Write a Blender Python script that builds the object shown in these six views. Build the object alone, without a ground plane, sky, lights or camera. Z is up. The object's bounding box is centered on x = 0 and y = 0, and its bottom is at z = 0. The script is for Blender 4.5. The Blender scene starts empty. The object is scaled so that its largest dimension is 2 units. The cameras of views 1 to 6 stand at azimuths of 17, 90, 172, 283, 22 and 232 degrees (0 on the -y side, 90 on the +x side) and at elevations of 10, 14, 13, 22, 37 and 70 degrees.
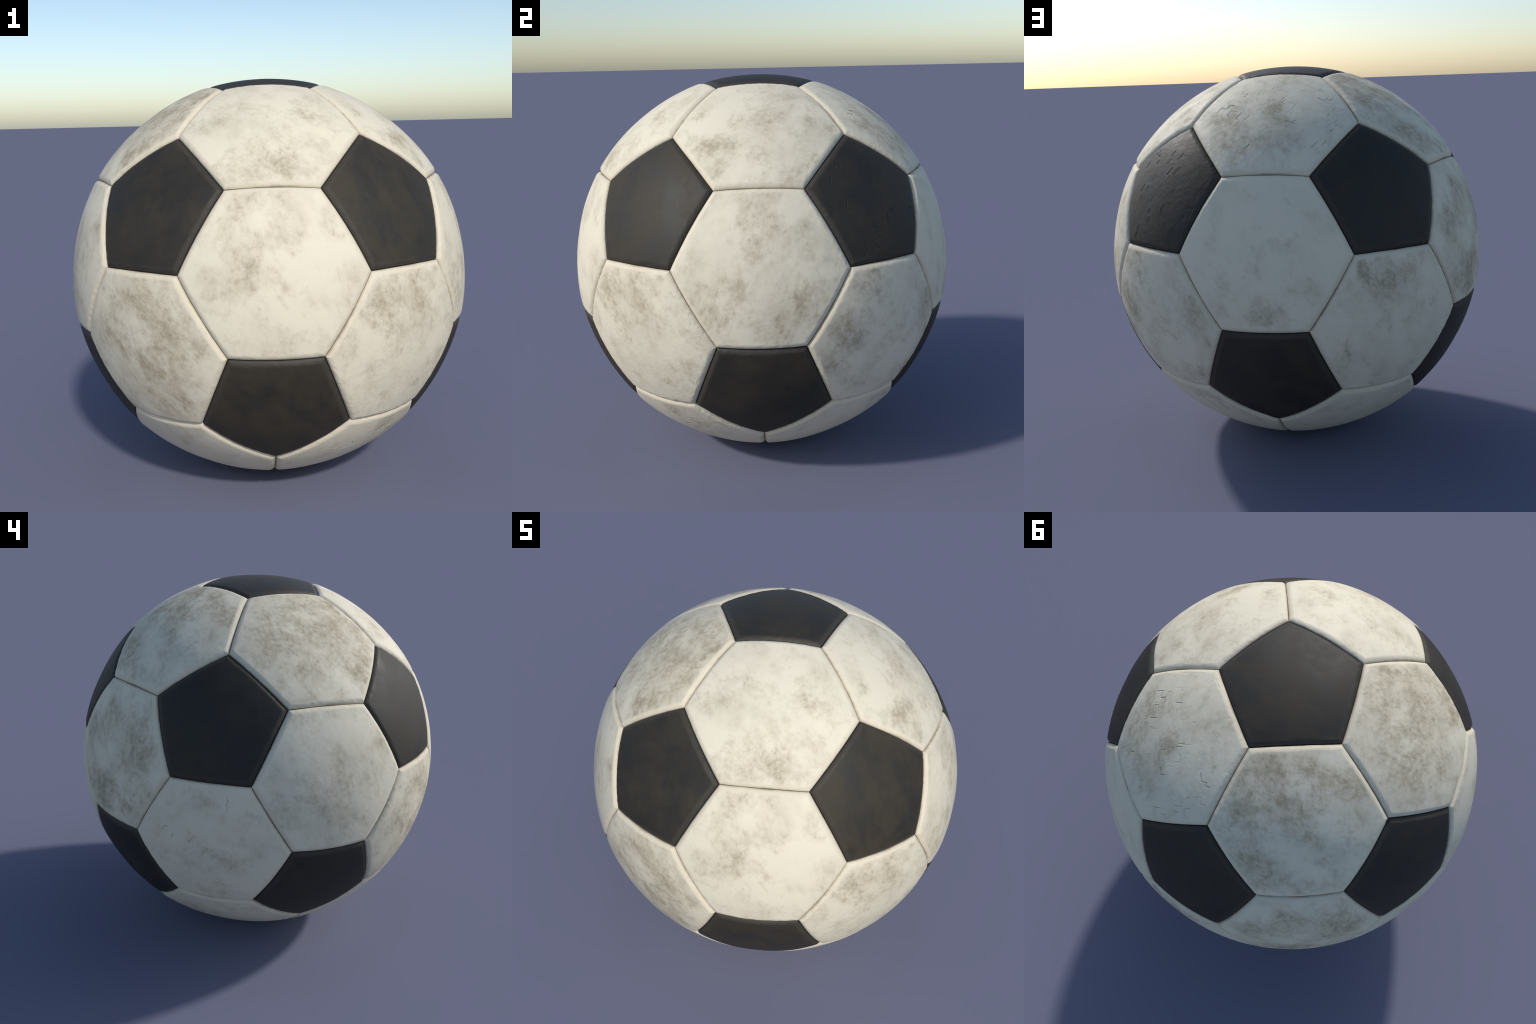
"""A worn 32-panel soccer ball: 20 white hexagonal and 12 black pentagonal
leather panels laid out as a truncated icosahedron on a sphere.  Every panel is
a padded solid of its own with a rounded shoulder falling into the seam."""
import bpy
import math
import random
import numpy as np
from mathutils import Matrix, Vector

random.seed(11)

# ---------------------------------------------------------------- dimensions
CENTRE_Z = 0.9936          # ball centre above the ground
R_WHITE = 0.9996           # radius of the white panels at their shoulder
R_BLACK = 0.9967           # radius of the black panels at their shoulder
FLATTER = 0.0031           # how much lower the middle of a panel lies
BEVEL_W = 0.026            # how far the rounded shoulder reaches into a panel
BEVEL_D = 0.0180           # how deep the shoulder falls before the slit
GAP = 0.0004               # half width of the slit between two panels
R_WALL = 0.955             # inner radius of a panel
TURN = math.radians(36.0)  # azimuth of the first upper black panel


# ---------------------------------------------------------------- noise (numpy)
def hash3(i, j, k, seed):
    h = (i * 374761393 + j * 668265263 + k * 2147483647 + seed * 974711) & 0xFFFFFFFF
    h = ((h ^ (h >> 13)) * 1274126177) & 0xFFFFFFFF
    h = ((h ^ (h >> 16)) * 2246822519) & 0xFFFFFFFF
    return ((h ^ (h >> 15)) & 0xFFFF) / 32767.5 - 1.0


def value_noise(p, scale, seed):
    q = p * scale + 100.0
    b = np.floor(q).astype(np.int64)
    f = q - b
    f = f * f * f * (f * (f * 6 - 15) + 10)
    out = 0
    for dx in (0, 1):
        for dy in (0, 1):
            for dz in (0, 1):
                w = np.abs(1 - dx - f[:, 0]) * np.abs(1 - dy - f[:, 1]) * np.abs(1 - dz - f[:, 2])
                out = out + w * hash3(b[:, 0] + dx, b[:, 1] + dy, b[:, 2] + dz, seed)
    return out


def fbm(p, scale, octaves, seed, gain=0.5):
    total, amp = 0, 1.0
    for o in range(octaves):
        total = total + amp * value_noise(p, scale * 2.03 ** o, seed + o)
        amp *= gain
    return total


# ---------------------------------------------------------------- layout
def direction(azimuth, elevation):
    a, e = math.radians(azimuth), math.radians(elevation)
    return np.array([math.cos(e) * math.cos(a), math.cos(e) * math.sin(a), math.sin(e)])


def icosahedron():
    upper = math.degrees(math.atan(0.5))
    tips = [np.array([0, 0, 1.0])]
    tips += [direction(math.degrees(TURN) + 72 * k, upper) for k in range(5)]
    return np.array(tips + [-t for t in tips])


TIPS = icosahedron()
NEAR = [[j for j in range(12) if i != j and TIPS[i] @ TIPS[j] > 0.4] for i in range(12)]


def corner(i, j):
    c = 2 * TIPS[i] + TIPS[j]
    return c / np.linalg.norm(c)


def panel_frames():
    """(kind, rotation matrix whose +Z is the panel centre and +X a corner, corner angle count)"""
    frames = []
    for i in range(12):
        z = TIPS[i]
        frames.append(("black_panel", frame(z, corner(i, NEAR[i][0])), 5))
    for i in range(12):
        for j in NEAR[i]:
            for k in NEAR[i]:
                if i < j < k and k in NEAR[j]:
                    z = TIPS[i] + TIPS[j] + TIPS[k]
                    frames.append(("white_panel", frame(z / np.linalg.norm(z), corner(i, j)), 6))
    return frames


def frame(z, toward):
    x = toward - z * (toward @ z)
    x /= np.linalg.norm(x)
    return np.stack([x, np.cross(z, x), z], axis=1)


CORNER_5 = math.acos(TIPS[0] @ corner(0, 1))
_z = TIPS[0] + TIPS[1] + TIPS[2]
CORNER_6 = math.acos((_z / np.linalg.norm(_z)) @ corner(0, 1))


def edge_normals(n):
    """Inward normals of the planes through the ball centre along the n seams."""
    a = CORNER_5 if n == 5 else CORNER_6
    c = [np.array([math.sin(a) * math.cos(t), math.sin(a) * math.sin(t), math.cos(a)])
         for t in (2 * math.pi * k / n for k in range(n + 1))]
    normals = [np.cross(c[k], c[k + 1]) for k in range(n)]
    return [v / np.linalg.norm(v) for v in normals]


# ---------------------------------------------------------------- cracks
def stair_cracks(rng, fields, rot, heading):
    """Stair-stepped hairline cracks: short walks that follow a turned brick grid
    on the panel.  A field is (azimuth, elevation, spread along, spread across,
    how many), all in degrees on the ball; heading turns the grid from east."""
    segments = []
    z = rot[:, 2]
    east = np.array([-z[1], z[0], 0]) / np.hypot(z[0], z[1])
    h = math.radians(heading)
    along = rot.T @ (math.cos(h) * east + math.sin(h) * np.cross(z, east))
    u = along[:2] / np.linalg.norm(along[:2])
    v = np.array([-u[1], u[0]])
    for azimuth, elevation, sx, sy, count in fields:
        middle = (rot.T @ direction(azimuth, elevation))[:2]
        for _ in range(round(count * 0.65)):
            p = middle + u * math.radians(rng.gauss(0, sx)) + v * math.radians(rng.gauss(0, sy))
            depth = rng.uniform(0.25, 1.0)
            way, side = rng.choice((-1, 1)), rng.choice((-1, 1))
            for step in range(rng.choice((1, 1, 1, 1, 2, 3, 4))):
                if step % 2 == 0:
                    q = p + u * way * rng.uniform(0.016, 0.048) + v * rng.uniform(-0.004, 0.004)
                else:
                    q = p + v * side * rng.uniform(0.014, 0.036) + u * rng.uniform(-0.007, 0.007)
                segments.append((p, q, depth * rng.uniform(0.5, 1.0)))
                p = q
    return segments


def rim_cracks(rng, n, count):
    """Broken creases that run along the shoulder, parallel to a seam."""
    reach = math.tan(CORNER_5 if n == 5 else CORNER_6)
    apothem = reach * math.cos(math.pi / n)
    segments = []
    for _ in range(count):
        k, scale = rng.randrange(n), 1 - rng.uniform(0.026, 0.034) / apothem
        a = np.array([math.cos(2 * math.pi * k / n), math.sin(2 * math.pi * k / n)])
        b = np.array([math.cos(2 * math.pi * (k + 1) / n), math.sin(2 * math.pi * (k + 1) / n)])
        t, long = rng.uniform(0.05, 0.8), rng.uniform(0.05, 0.18)
        ends = []
        for f in (t, t + long / 2, t + long):
            g = scale * reach * (a * (1 - f) + b * f) * rng.uniform(0.997, 1.003)
            ends.append(g / math.sqrt(1 + g @ g))
        depth = rng.uniform(0.5, 1.0)
        segments += [(ends[0], ends[1], depth), (ends[1], ends[2], depth)]
    return segments


def crack_depth(xy, segments, half):
    depth = np.zeros(len(xy))
    for p, q, d in segments:
        pq = q - p
        near = np.nonzero(np.max(np.abs(xy - (p + q) / 2), axis=1) < np.abs(pq).max() / 2 + 3 * half)[0]
        if not len(near):
            continue
        t = np.clip(((xy[near] - p) @ pq) / (pq @ pq), 0, 1)
        away = np.linalg.norm(xy[near] - p - t[:, None] * pq, axis=1)
        depth[near] = np.maximum(depth[near], d * np.clip(1 - away / half, 0, 1))
    return depth


# ---------------------------------------------------------------- panel mesh
def panel_mesh(name, n, seed, rings, rough, segments):
    """A padded leather panel in its own frame: triangular rings of vertices,
    packed closer on the shoulder, closed by a wall and an inner side."""
    radius = R_BLACK if n == 5 else R_WHITE
    a = CORNER_5 if n == 5 else CORNER_6
    reach = math.tan(a)
    apothem = reach * math.cos(math.pi / n)
    outer = 13
    inner_scale = 1 - 0.038 / apothem
    scales = [inner_scale * i / (rings - outer) for i in range(rings - outer + 1)]
    scales += [inner_scale + (1 - inner_scale) * (1 - (1 - i / outer) ** 1.5) for i in range(1, outer + 1)]
    plane, first = [np.zeros((1, 2))], [0]
    total = 1
    ring_corner = [np.array([math.cos(2 * math.pi * k / n), math.sin(2 * math.pi * k / n)]) for k in range(n + 1)]
    for i in range(1, rings + 1):
        t = (np.arange(i) / i)[:, None]
        plane.append(np.concatenate([scales[i] * reach * (ring_corner[k] * (1 - t) + ring_corner[k + 1] * t) for k in range(n)]))
        first.append(total)
        total += n * i
    xy = np.concatenate(plane)
    d = np.column_stack([xy, np.ones(len(xy))])
    d /= np.linalg.norm(d, axis=1)[:, None]
    normals = edge_normals(n)
    dist = np.min(np.stack([d @ m for m in normals]), axis=0)
    dist = np.maximum(dist, 0)

    lumps = fbm(d, 5.0, 2, seed)
    ripple = fbm(d, 26.0, 3, seed + 20)
    grain = fbm(d, 75.0, 2, seed + 40)
    width = BEVEL_W * (1 + 0.10 * fbm(d, 9.0, 2, seed + 60) + 0.12 * fbm(d, 60.0, 2, seed + 70))
    x = np.clip(1 - dist / width, 0, 1)
    drop = BEVEL_D * (0.75 * (1 - np.sqrt(np.maximum(0, 1 - x * x))) + 0.25 * x ** 1.35)
    flat = np.clip(dist / 0.02, 0, 1)
    middle = np.clip(dist / (0.27 if n == 5 else 0.33), 0, 1)
    height = radius - FLATTER * middle * middle * (3 - 2 * middle) - drop + flat * (0.0007 * lumps + 0.0005 * rough * ripple + 0.00025 * rough * grain)
    # creases running down the shoulder
    shoulder = np.sin(np.clip(dist / width, 0, 1) * math.pi)
    height += shoulder * 0.0006 * fbm(d, 40.0, 2, seed + 90)
    if segments:
        height -= 0.0030 * crack_depth(d[:, :2], segments, 0.0026) * np.clip((dist - 0.01) / 0.02, 0, 1)
    co = d * height[:, None]
    # pull the rim back from the seam by the slit
    rim = first[rings]
    centroid = np.array([0, 0, math.cos(a)])
    inward = centroid - co[rim:]
    inward /= np.linalg.norm(inward, axis=1)[:, None]
    co[rim:] += inward * GAP
    # wall and inner side
    m = n * rings
    rim_dir = co[rim:] / np.linalg.norm(co[rim:], axis=1)[:, None]
    low = rim_dir * R_WALL
    co = np.concatenate([co, low, [[0, 0, R_WALL]]])

    tris = []
    for i in range(1, rings + 1):
        base, count = first[i], n * i
        j = np.arange(i)
        for k in range(n):
            up = base + (k * i + j)
            up_next = base + (k * i + j + 1) % count
            if i == 1:
                tris.append(np.column_stack([np.zeros(1, int), up, up_next]))
                continue
            below, below_count = first[i - 1], n * (i - 1)
            lo = below + (k * (i - 1) + j) % below_count
            tris.append(np.column_stack([lo, up, up_next]))
            j2 = np.arange(i - 1)
            lo2 = below + (k * (i - 1) + j2) % below_count
            lo2n = below + (k * (i - 1) + j2 + 1) % below_count
            tris.append(np.column_stack([lo2, base + k * i + j2 + 1, lo2n]))
    r = np.arange(m)
    rn = (r + 1) % m
    tris.append(np.column_stack([rim + r, total + r, rim + rn]))
    tris.append(np.column_stack([rim + rn, total + r, total + rn]))
    tris.append(np.column_stack([total + r, np.full(m, total + m), total + rn]))
    tris = np.concatenate(tris).astype(np.int32)

    mesh = bpy.data.meshes.new(name)
    mesh.vertices.add(len(co))
    mesh.vertices.foreach_set("co", co.astype(np.float32).ravel())
    mesh.loops.add(tris.size)
    mesh.loops.foreach_set("vertex_index", tris.ravel())
    mesh.polygons.add(len(tris))
    mesh.polygons.foreach_set("loop_start", np.arange(0, tris.size, 3, dtype=np.int32))
    smooth = np.ones(len(tris), bool)
    smooth[len(tris) - 3 * m:] = False
    mesh.polygons.foreach_set("use_smooth", smooth)
    mesh.update(calc_edges=True)
    mesh.validate()
    return mesh


# ---------------------------------------------------------------- node helpers
class Nodes:
    def __init__(self, tree):
        self.tree = tree

    def add(self, kind, **props):
        node = self.tree.nodes.new(kind)
        for key, value in props.items():
            setattr(node, key, value)
        return node

    def put(self, socket, value):
        if isinstance(value, bpy.types.NodeSocket):
            self.tree.links.new(value, socket)
        else:
            socket.default_value = value

    def math(self, op, a, b=0.0, c=0.0, clamp=False):
        node = self.add("ShaderNodeMath", operation=op, use_clamp=clamp)
        for s, v in zip(node.inputs, (a, b, c)):
            self.put(s, v)
        return node.outputs[0]

    def vmath(self, op, a, b=(0, 0, 0)):
        node = self.add("ShaderNodeVectorMath", operation=op)
        self.put(node.inputs[0], a)
        self.put(node.inputs[1], b)
        return node.outputs["Value"] if op in ("DOT_PRODUCT", "DISTANCE", "LENGTH") else node.outputs[0]

    def ramp(self, value, lo, hi, to_lo=0.0, to_hi=1.0, smooth=True):
        node = self.add("ShaderNodeMapRange", interpolation_type="SMOOTHSTEP" if smooth else "LINEAR")
        for s, v in zip(node.inputs, (value, lo, hi, to_lo, to_hi)):
            self.put(s, v)
        return node.outputs[0]

    def noise(self, vector, scale, detail=6.0, rough=0.6, distortion=0.0):
        node = self.add("ShaderNodeTexNoise")
        self.put(node.inputs["Vector"], vector)
        self.put(node.inputs["Scale"], scale)
        self.put(node.inputs["Detail"], detail)
        self.put(node.inputs["Roughness"], rough)
        self.put(node.inputs["Distortion"], distortion)
        return node.outputs[0]

    def mix(self, factor, a, b, blend="MIX"):
        node = self.add("ShaderNodeMix", data_type="RGBA", blend_type=blend)
        self.put(node.inputs[0], factor)
        for s, v in ((node.inputs[6], a), (node.inputs[7], b)):
            self.put(s, (*v, 1.0) if isinstance(v, tuple) else v)
        return node.outputs[2]

    def seam_distance(self, position, n):
        """Distance from the nearest seam, from the planes along the panel's edges."""
        unit = self.vmath("NORMALIZE", position)
        least = None
        for m in edge_normals(n):
            d = self.vmath("DOT_PRODUCT", unit, tuple(m))
            least = d if least is None else self.math("MINIMUM", least, d)
        return least


def start_material(name):
    material = bpy.data.materials.new(name)
    material.use_nodes = True
    tree = material.node_tree
    tree.nodes.clear()
    g = Nodes(tree)
    out = g.add("ShaderNodeOutputMaterial")
    shader = g.add("ShaderNodeBsdfPrincipled")
    tree.links.new(shader.outputs[0], out.inputs["Surface"])
    position = g.add("ShaderNodeTexCoord").outputs["Object"]
    return material, g, shader, position


def turned(g, position, rng, stretch):
    mapping = g.add("ShaderNodeMapping")
    g.put(mapping.inputs["Vector"], position)
    mapping.inputs["Location"].default_value = [rng.uniform(-20, 20) for _ in range(3)]
    mapping.inputs["Rotation"].default_value = (0, 0, rng.uniform(0, math.pi))
    mapping.inputs["Scale"].default_value = (1, stretch, 1)
    return mapping.outputs[0]


# ---------------------------------------------------------------- white leather
WHITE = (0.735, 0.675, 0.525)
HAZE = (0.575, 0.518, 0.395)
STAIN = (0.415, 0.352, 0.24)
STAIN_DARK = (0.24, 0.195, 0.118)
CREAM = (0.69, 0.62, 0.475)
SEAM_BROWN = (0.30, 0.245, 0.165)


def white_leather(seed, stains, dirt, relief, cracked):
    rng = random.Random(seed * 17 + 3)
    material, g, shader, position = start_material("worn_white_leather")
    unit = g.vmath("NORMALIZE", position)
    seam = g.seam_distance(position, 6)
    streaked = turned(g, position, rng, 1.25)

    # how dirty this spot of the panel is: soft hand-sized stains
    cover = dirt
    for centre, size, strength in stains:
        far = g.vmath("DISTANCE", unit, tuple(centre))
        cover = g.math("ADD", cover, g.ramp(far, size * 2.1, 0.0, 0.0, strength))
    cover = g.math("MINIMUM", cover, 1.15)
    clouds = g.noise(streaked, 9.0, 10.0, 0.66, 0.1)
    fine = g.noise(streaked, 38.0, 6.0, 0.7)
    value = g.math("ADD", g.math("MULTIPLY", clouds, 0.90), g.math("MULTIPLY", fine, 0.60))
    value = g.math("ADD", g.math("SUBTRACT", value, 0.25), g.math("MULTIPLY", cover, 0.175))
    light = g.ramp(value, 0.48, 0.92)
    dark = g.ramp(value, 0.64, 1.04)
    haze = g.ramp(g.math("ADD", g.noise(streaked, 4.5, 8.0, 0.6), g.math("MULTIPLY", cover, 0.16)), 0.42, 0.72)

    edge_wobble = g.math("MULTIPLY", g.math("SUBTRACT", g.noise(position, 45.0, 3.0), 0.5), 0.010)
    edge = g.math("ADD", seam, edge_wobble)
    crown = g.ramp(edge, 0.018, 0.030)
    light = g.math("MULTIPLY", light, g.math("ADD", g.math("MULTIPLY", crown, 0.75), 0.25))
    dark = g.math("MULTIPLY", dark, crown)

    colour = g.mix(g.math("MULTIPLY", haze, 0.55), WHITE, HAZE)
    colour = g.mix(g.math("SUBTRACT", 0.8, g.math("MULTIPLY", crown, 0.8)), colour, CREAM)
    colour = g.mix(g.math("MULTIPLY", light, 0.80), colour, STAIN)
    colour = g.mix(g.math("MULTIPLY", dark, 0.65), colour, STAIN_DARK)
    # grime packed into the seam, here and there
    grime = g.math("MULTIPLY", g.ramp(edge, 0.011, 0.0, 0.0, 1.0), g.ramp(g.noise(position, 7.0, 3.0), 0.42, 0.66, 0.08, 0.75))
    colour = g.mix(grime, colour, SEAM_BROWN)
    slit = g.ramp(seam, 0.0022, 0.0002, 0.0, 0.65)
    colour = g.mix(slit, colour, (0.13, 0.10, 0.065))
    if cracked:
        point = g.add("ShaderNodeNewGeometry").outputs["Pointiness"]
        colour = g.mix(g.math("MULTIPLY", g.ramp(point, 0.495, 0.465), g.math("MULTIPLY", crown, 0.7)), colour, (0.05, 0.045, 0.04))  # crack shade painted into the colour; the lit groove alone looks too pale

    g.put(shader.inputs["Base Color"], colour)
    g.put(shader.inputs["Roughness"], g.ramp(value, 0.4, 0.8, 0.62, 0.78))
    shader.inputs["Specular IOR Level"].default_value = 0.35

    rough = g.math("ADD", g.math("MULTIPLY", g.noise(streaked, 42.0, 7.0, 0.6), 1.0), g.math("MULTIPLY", g.noise(position, 150.0, 4.0, 0.6), 0.35))
    bump = g.add("ShaderNodeBump")
    bump.inputs["Strength"].default_value = 0.20 * relief
    bump.inputs["Distance"].default_value = 0.004
    g.put(bump.inputs["Height"], rough)
    g.put(shader.inputs["Normal"], bump.outputs[0])
    return material


# ---------------------------------------------------------------- black leather
BLACK = (0.0225, 0.0210, 0.0178)
DUST = (0.047, 0.037, 0.0225)


def black_leather(seed, dust, relief, cracked):
    rng = random.Random(seed * 29 + 5)
    material, g, shader, position = start_material("worn_black_leather")
    seam = g.seam_distance(position, 5)
    streaked = turned(g, position, rng, 1.3)
    clouds = g.noise(streaked, 5.0, 8.0, 0.62, 0.2)
    fine = g.noise(streaked, 26.0, 5.0, 0.6)
    value = g.math("ADD", g.math("MULTIPLY", clouds, 0.75), g.math("MULTIPLY", fine, 0.25))
    brown = g.ramp(g.math("ADD", value, dust), 0.40, 0.72)
    colour = g.mix(g.math("MULTIPLY", brown, 0.8), BLACK, DUST)
    edge = g.math("ADD", seam, g.math("MULTIPLY", g.math("SUBTRACT", g.noise(position, 30.0, 4.0), 0.5), 0.02))
    rim = g.ramp(edge, 0.034, 0.020)
    colour = g.mix(g.math("MULTIPLY", rim, 0.45), colour, (0.058, 0.050, 0.040))
    slit = g.ramp(seam, 0.006, 0.0, 0.0, 0.85)
    colour = g.mix(slit, colour, (0.008, 0.008, 0.008))
    if cracked:
        point = g.add("ShaderNodeNewGeometry").outputs["Pointiness"]
        colour = g.mix(g.math("MULTIPLY", g.ramp(point, 0.495, 0.465), 0.8), colour, (0.006, 0.006, 0.006))  # groove bottoms tinted near-black to draw the shadow inside the cracks
    g.put(shader.inputs["Base Color"], colour)
    g.put(shader.inputs["Roughness"], g.ramp(value, 0.35, 0.7, 0.54, 0.70))
    shader.inputs["Specular IOR Level"].default_value = 0.33
    rough = g.math("ADD", g.noise(streaked, 38.0, 6.0, 0.6), g.math("MULTIPLY", g.noise(position, 140.0, 4.0), 0.3))
    bump = g.add("ShaderNodeBump")
    bump.inputs["Strength"].default_value = 0.13 * relief
    bump.inputs["Distance"].default_value = 0.004
    g.put(bump.inputs["Height"], rough)
    g.put(shader.inputs["Normal"], bump.outputs[0])
    return material


def bladder_material():
    material, g, shader, position = start_material("dark_lining")
    n = g.noise(position, 12.0)
    g.put(shader.inputs["Base Color"], g.mix(n, (0.02, 0.017, 0.013), (0.05, 0.04, 0.03)))
    shader.inputs["Roughness"].default_value = 0.9
    return material


# ---------------------------------------------------------------- wear, by place on the ball
# White panel (azimuth, elevation) -> soft stains (azimuth, elevation, size, strength).
STAINS = {
    (72, 53): [(52, 50, 4.8, 0.8), (59, 43, 5.3, 0.9), (70, 53, 3.8, 0.9), (74, 43, 5.6, 0.8), (69, 60, 4.6, 0.5), (85, 71, 4.0, 0.6)],
    (360, 53): [(343, 42, 5.3, 0.6), (344, 41, 4.4, 0.5), (4, 70, 5.0, 0.3), (342, 41, 4.6, 0.7), (5, 53, 5.2, 0.4), (12, 36, 4.5, 0.6), (27, 48, 3.9, 0.4), (1, 50, 5.5, 0.4), (25, 49, 4.5, 0.5), (23, 64, 4.7, 0.5)],
    (144, 53): [(126, 57, 6.6, 0.5), (132, 40, 6.5, 0.7), (136, 63, 7.9, 0.7), (118, 53, 5.1, 0.5), (168, 62, 4.3, 0.5), (123, 66, 5.1, 1.0), (143, 63, 5.9, 1.0), (122, 60, 4.4, 0.7), (127, 42, 4.5, 0.7), (152, 50, 4.5, 0.4), (174, 57, 4.4, 0.5)],
    (216, 53): [(240, 55, 9.7, 1.0), (235, 40, 5.4, 0.9), (203, 56, 7.6, 0.5), (234, 69, 5.4, 0.8), (239, 65, 5.5, 0.7), (244, 55, 4.8, 0.9), (231, 47, 6.6, 1.0), (201, 57, 6.2, 0.8), (206, 46, 6.0, 0.9), (214, 68, 4.1, 0.6)],
    (288, 53): [(267, 51, 4.6, 0.6), (267, 57, 4.2, 0.4), (308, 53, 4.2, 0.6), (286, 40, 5.7, 0.8), (294, 36, 3.7, 0.5), (279, 36, 4.5, 0.6), (300, 40, 4.7, 0.5)],
    (72, 11): [(73, -5, 5.0, 0.8), (86, 20, 4.1, 0.5), (90, 16, 3.7, 0.4), (61, 2, 3.3, 0.4), (72, 9, 6.5, 0.2)],
    (360, 11): [(1, 20, 3.8, 0.4), (0, 22, 6.0, 0.5), (10, 17, 3.6, 0.5), (353, 5, 4.4, 0.8), (342, 4, 3.7, 0.5), (348, -4, 4.5, 0.6), (10, 2, 5.3, 0.9), (4, -3, 4.5, 0.7)],
    (36, -11): [(21, -6, 5.4, 1.0), (30, 6, 5.0, 0.6), (18, -15, 3.8, 0.7), (55, -3, 4.2, 0.5), (52, -5, 4.7, 0.8), (24, -8, 4.3, 0.8), (30, 5, 3.7, 0.4), (49, -27, 4.1, 0.5)],
    (144, 11): [(129, 13, 4.1, 0.7), (136, 0, 5.2, 0.9), (155, 18, 3.7, 1.0), (140, 21, 3.8, 0.7), (142, -3, 5.9, 1.0), (154, 10, 4.6, 0.8), (158, -1, 5.1, 0.9), (156, 16, 5.0, 1.0), (139, 21, 4.5, 0.6)],
    (108, -11): [(102, 2, 6.3, 1.0), (110, 1, 3.8, 0.7), (98, 8, 3.7, 0.6), (93, -18, 5.1, 0.8), (114, 7, 3.9, 0.5)],
    (216, 11): [(233, 19, 2.6, 0.6), (217, 16, 4.9, 0.6), (218, 1, 4.1, 0.9), (212, 6, 5.3, 0.6), (200, 3, 5.3, 0.7), (228, 8, 4.6, 0.6)],
    (180, -11): [(180, -12, 5.0, 0.7), (190, -13, 5.0, 0.6), (179, -26, 5.3, 0.6), (193, 2, 4.4, 0.5), (177, 6, 4.0, 0.5)],
    (288, 11): [(285, 29, 4.2, 0.6), (276, 22, 4.9, 0.6), (286, 16, 3.7, 0.7), (283, 11, 4.1, 0.6), (277, 8, 4.1, 0.6), (305, 21, 3.0, 0.4), (290, -5, 4.2, 0.4)],
    (252, -11): [(263, 3, 4.6, 1.0), (252, 3, 4.8, 0.8), (242, -6, 5.0, 0.8), (260, -8, 6.3, 0.9), (269, -7, 4.2, 0.9), (250, -15, 5.8, 0.9), (260, -21, 5.7, 1.0)],
    (324, -11): [(316, 4, 3.5, 0.7), (313, 0, 3.9, 0.6), (327, 6, 5.3, 0.6), (319, -5, 4.8, 0.5), (326, 5, 4.7, 0.6), (313, 0, 4.5, 0.5), (330, -6, 3.8, 0.4), (336, -19, 4.4, 0.6), (342, -5, 3.7, 0.5)],
    (252, -53): [(256, -37, 5.2, 0.5)],
    (180, -53): [(195, -60, 8.0, 0.5), (170, -45, 6.0, 0.6), (185, -38, 5.0, 0.4)],
    (324, -53): [(327, -36, 4.4, 0.5), (307, -46, 4.4, 0.5), (334, -39, 6.5, 0.6)],
    (36, -53): [(43, -38, 6.8, 0.3), (52, -36, 7.5, 0.8)],
    (108, -53): [(103, -34, 5.1, 0.7)],
}
# Black panel (azimuth, elevation) -> how much brown dust clings to it.
DUSTY = {(288, -27): 0.09, (324, 27): 0.09, (252, 27): 0.02, (0, -27): 0.07, (36, 27): 0.04, (0, 90): 0.02, (216, -27): 0.03}
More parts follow.
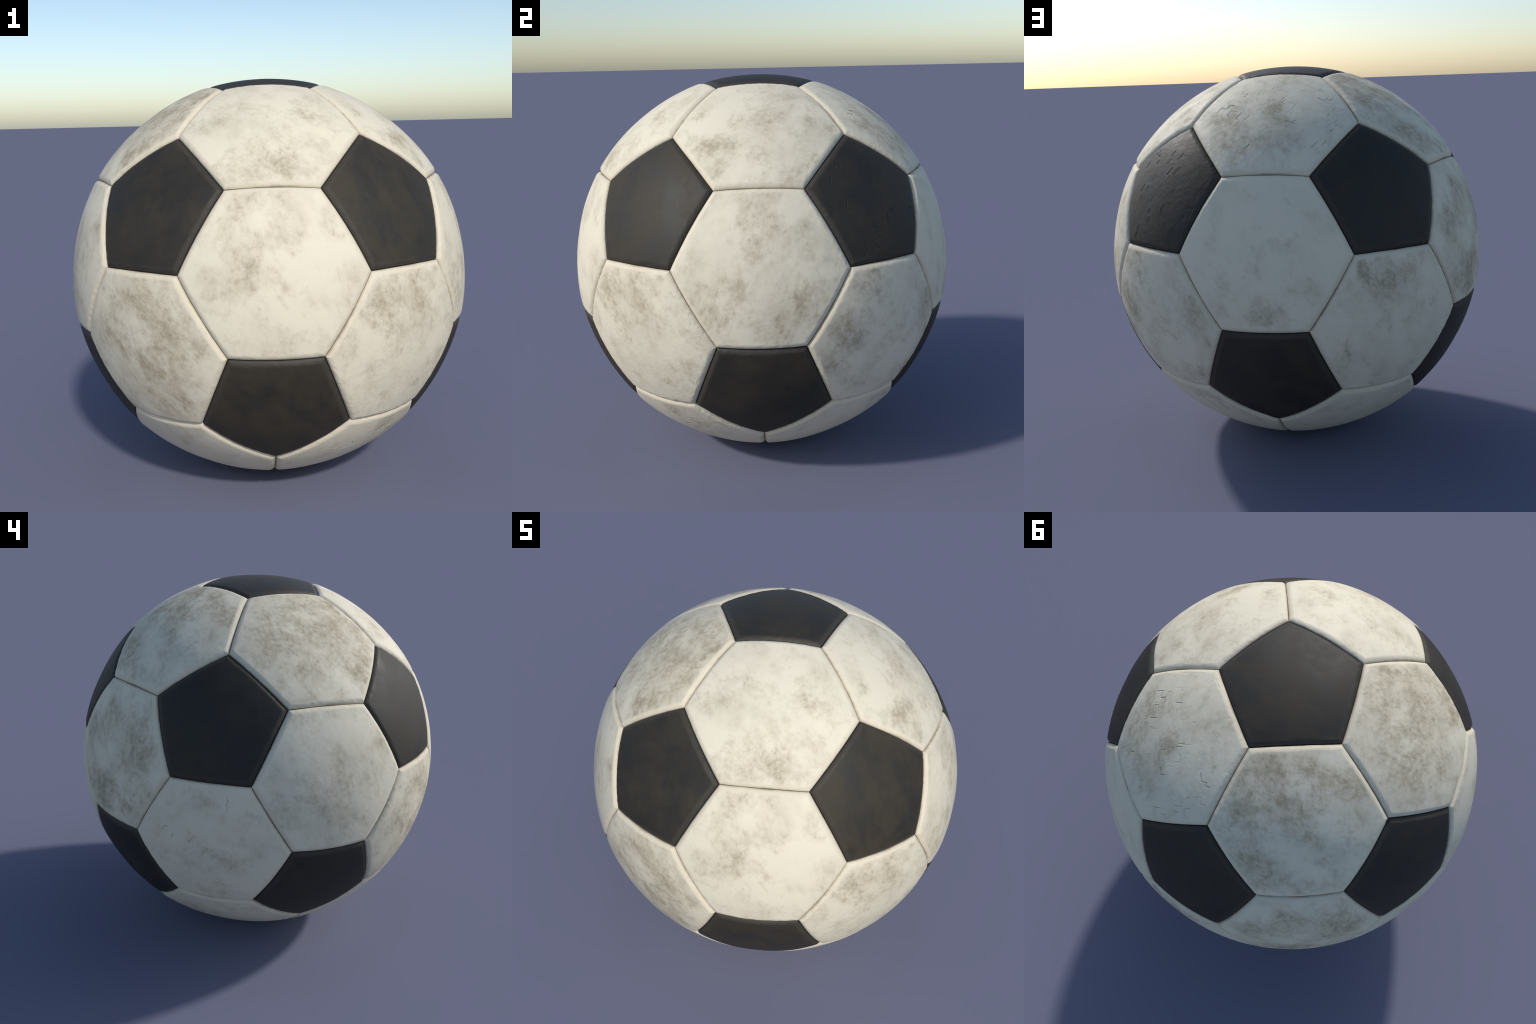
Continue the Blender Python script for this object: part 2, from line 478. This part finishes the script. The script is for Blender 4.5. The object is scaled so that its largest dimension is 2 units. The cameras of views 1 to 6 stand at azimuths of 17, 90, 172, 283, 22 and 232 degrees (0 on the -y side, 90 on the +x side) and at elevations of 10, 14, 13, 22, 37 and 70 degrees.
# Panel (azimuth, elevation) -> grid heading, crack fields, creases along the rim.
CRACKED = {
    (72, 53): (60, [(46, 57, 3.0, 4.0, 10), (57, 49, 2.5, 4.5, 9), (81, 60, 5.0, 5.0, 13), (82, 50, 2.5, 3.0, 5),
                    (70, 39, 2.0, 4.0, 5), (95, 42, 4.0, 3.0, 7), (101, 49, 3.0, 3.0, 5)], 9),
    (36, 27): (62, [(30, 29, 4.0, 6.0, 15), (38, 32, 4.0, 5.0, 10), (43, 24, 3.0, 5.0, 7), (33, 16, 5.0, 2.5, 7)], 4),
    (180, -11): (68, [(171, -8, 2.0, 4.0, 6), (174, -20, 2.0, 4.0, 6), (189, -14, 2.0, 5.0, 5), (185, 2, 2.0, 3.0, 3)], 3),
    (324, -53): (30, [(334, -40, 3.0, 3.0, 7), (309, -45, 3.0, 2.0, 5)], 6),
    (324, -11): (30, [], 26),
}


def soiling(stains):
    """Overall dirtiness of a panel: the more it is stained, the less clean ground it keeps."""
    return max(-0.15, min(0.33, 0.12 * (sum(strength for _, _, strength in stains) - 3.9)))


def at_place(table, centre):
    """The entry of a table keyed by (azimuth, elevation) for the panel centred there."""
    return next((v for (a, e), v in table.items() if direction(a, e) @ centre > 0.99), None)


def build():
    collection = bpy.context.scene.collection
    ball = bpy.data.objects.new("soccer_ball", None)
    ball["label"] = "worn black and white leather soccer ball with dirt stains"
    ball["category"] = "soccer ball"
    collection.objects.link(ball)

    frames = panel_frames()
    for index, (kind, rot, n) in enumerate(frames):
        centre = rot[:, 2]
        wear = at_place(CRACKED, centre)
        segments, rough = [], 0.3 if n == 5 else 0.55
        if wear:
            rng = random.Random(index + 5)
            heading, fields, creases = wear
            segments = stair_cracks(rng, fields, rot, heading) + rim_cracks(rng, n, creases)
            rough = (0.75 if n == 5 else 0.6) if len(fields) > 3 else 0.8
        mesh = panel_mesh(kind, n, 300 * index + 7, 215 if wear else 78, rough, segments)
        if n == 6:
            mine = [(rot.T @ direction(a, e), math.radians(s), w) for a, e, s, w in at_place(STAINS, centre)]
            material = white_leather(index, mine, soiling(mine), rough, bool(wear))
        else:
            material = black_leather(index, at_place(DUSTY, centre) or 0.0, rough, bool(wear))
        mesh.materials.append(material)
        panel = bpy.data.objects.new(kind, mesh)
        collection.objects.link(panel)
        panel.parent = ball
        panel.matrix_local = Matrix.Translation((0, 0, CENTRE_Z)) @ Matrix(rot.tolist()).to_4x4()

    bladder_mesh = bpy.data.meshes.new("bladder")
    import bmesh
    bm = bmesh.new()
    bmesh.ops.create_icosphere(bm, subdivisions=5, radius=0.925)
    for face in bm.faces:
        face.smooth = True
    bm.to_mesh(bladder_mesh)
    bm.free()
    bladder_mesh.materials.append(bladder_material())
    bladder = bpy.data.objects.new("bladder", bladder_mesh)
    bladder.location = (0, 0, CENTRE_Z)
    bladder.parent = ball
    collection.objects.link(bladder)


build()
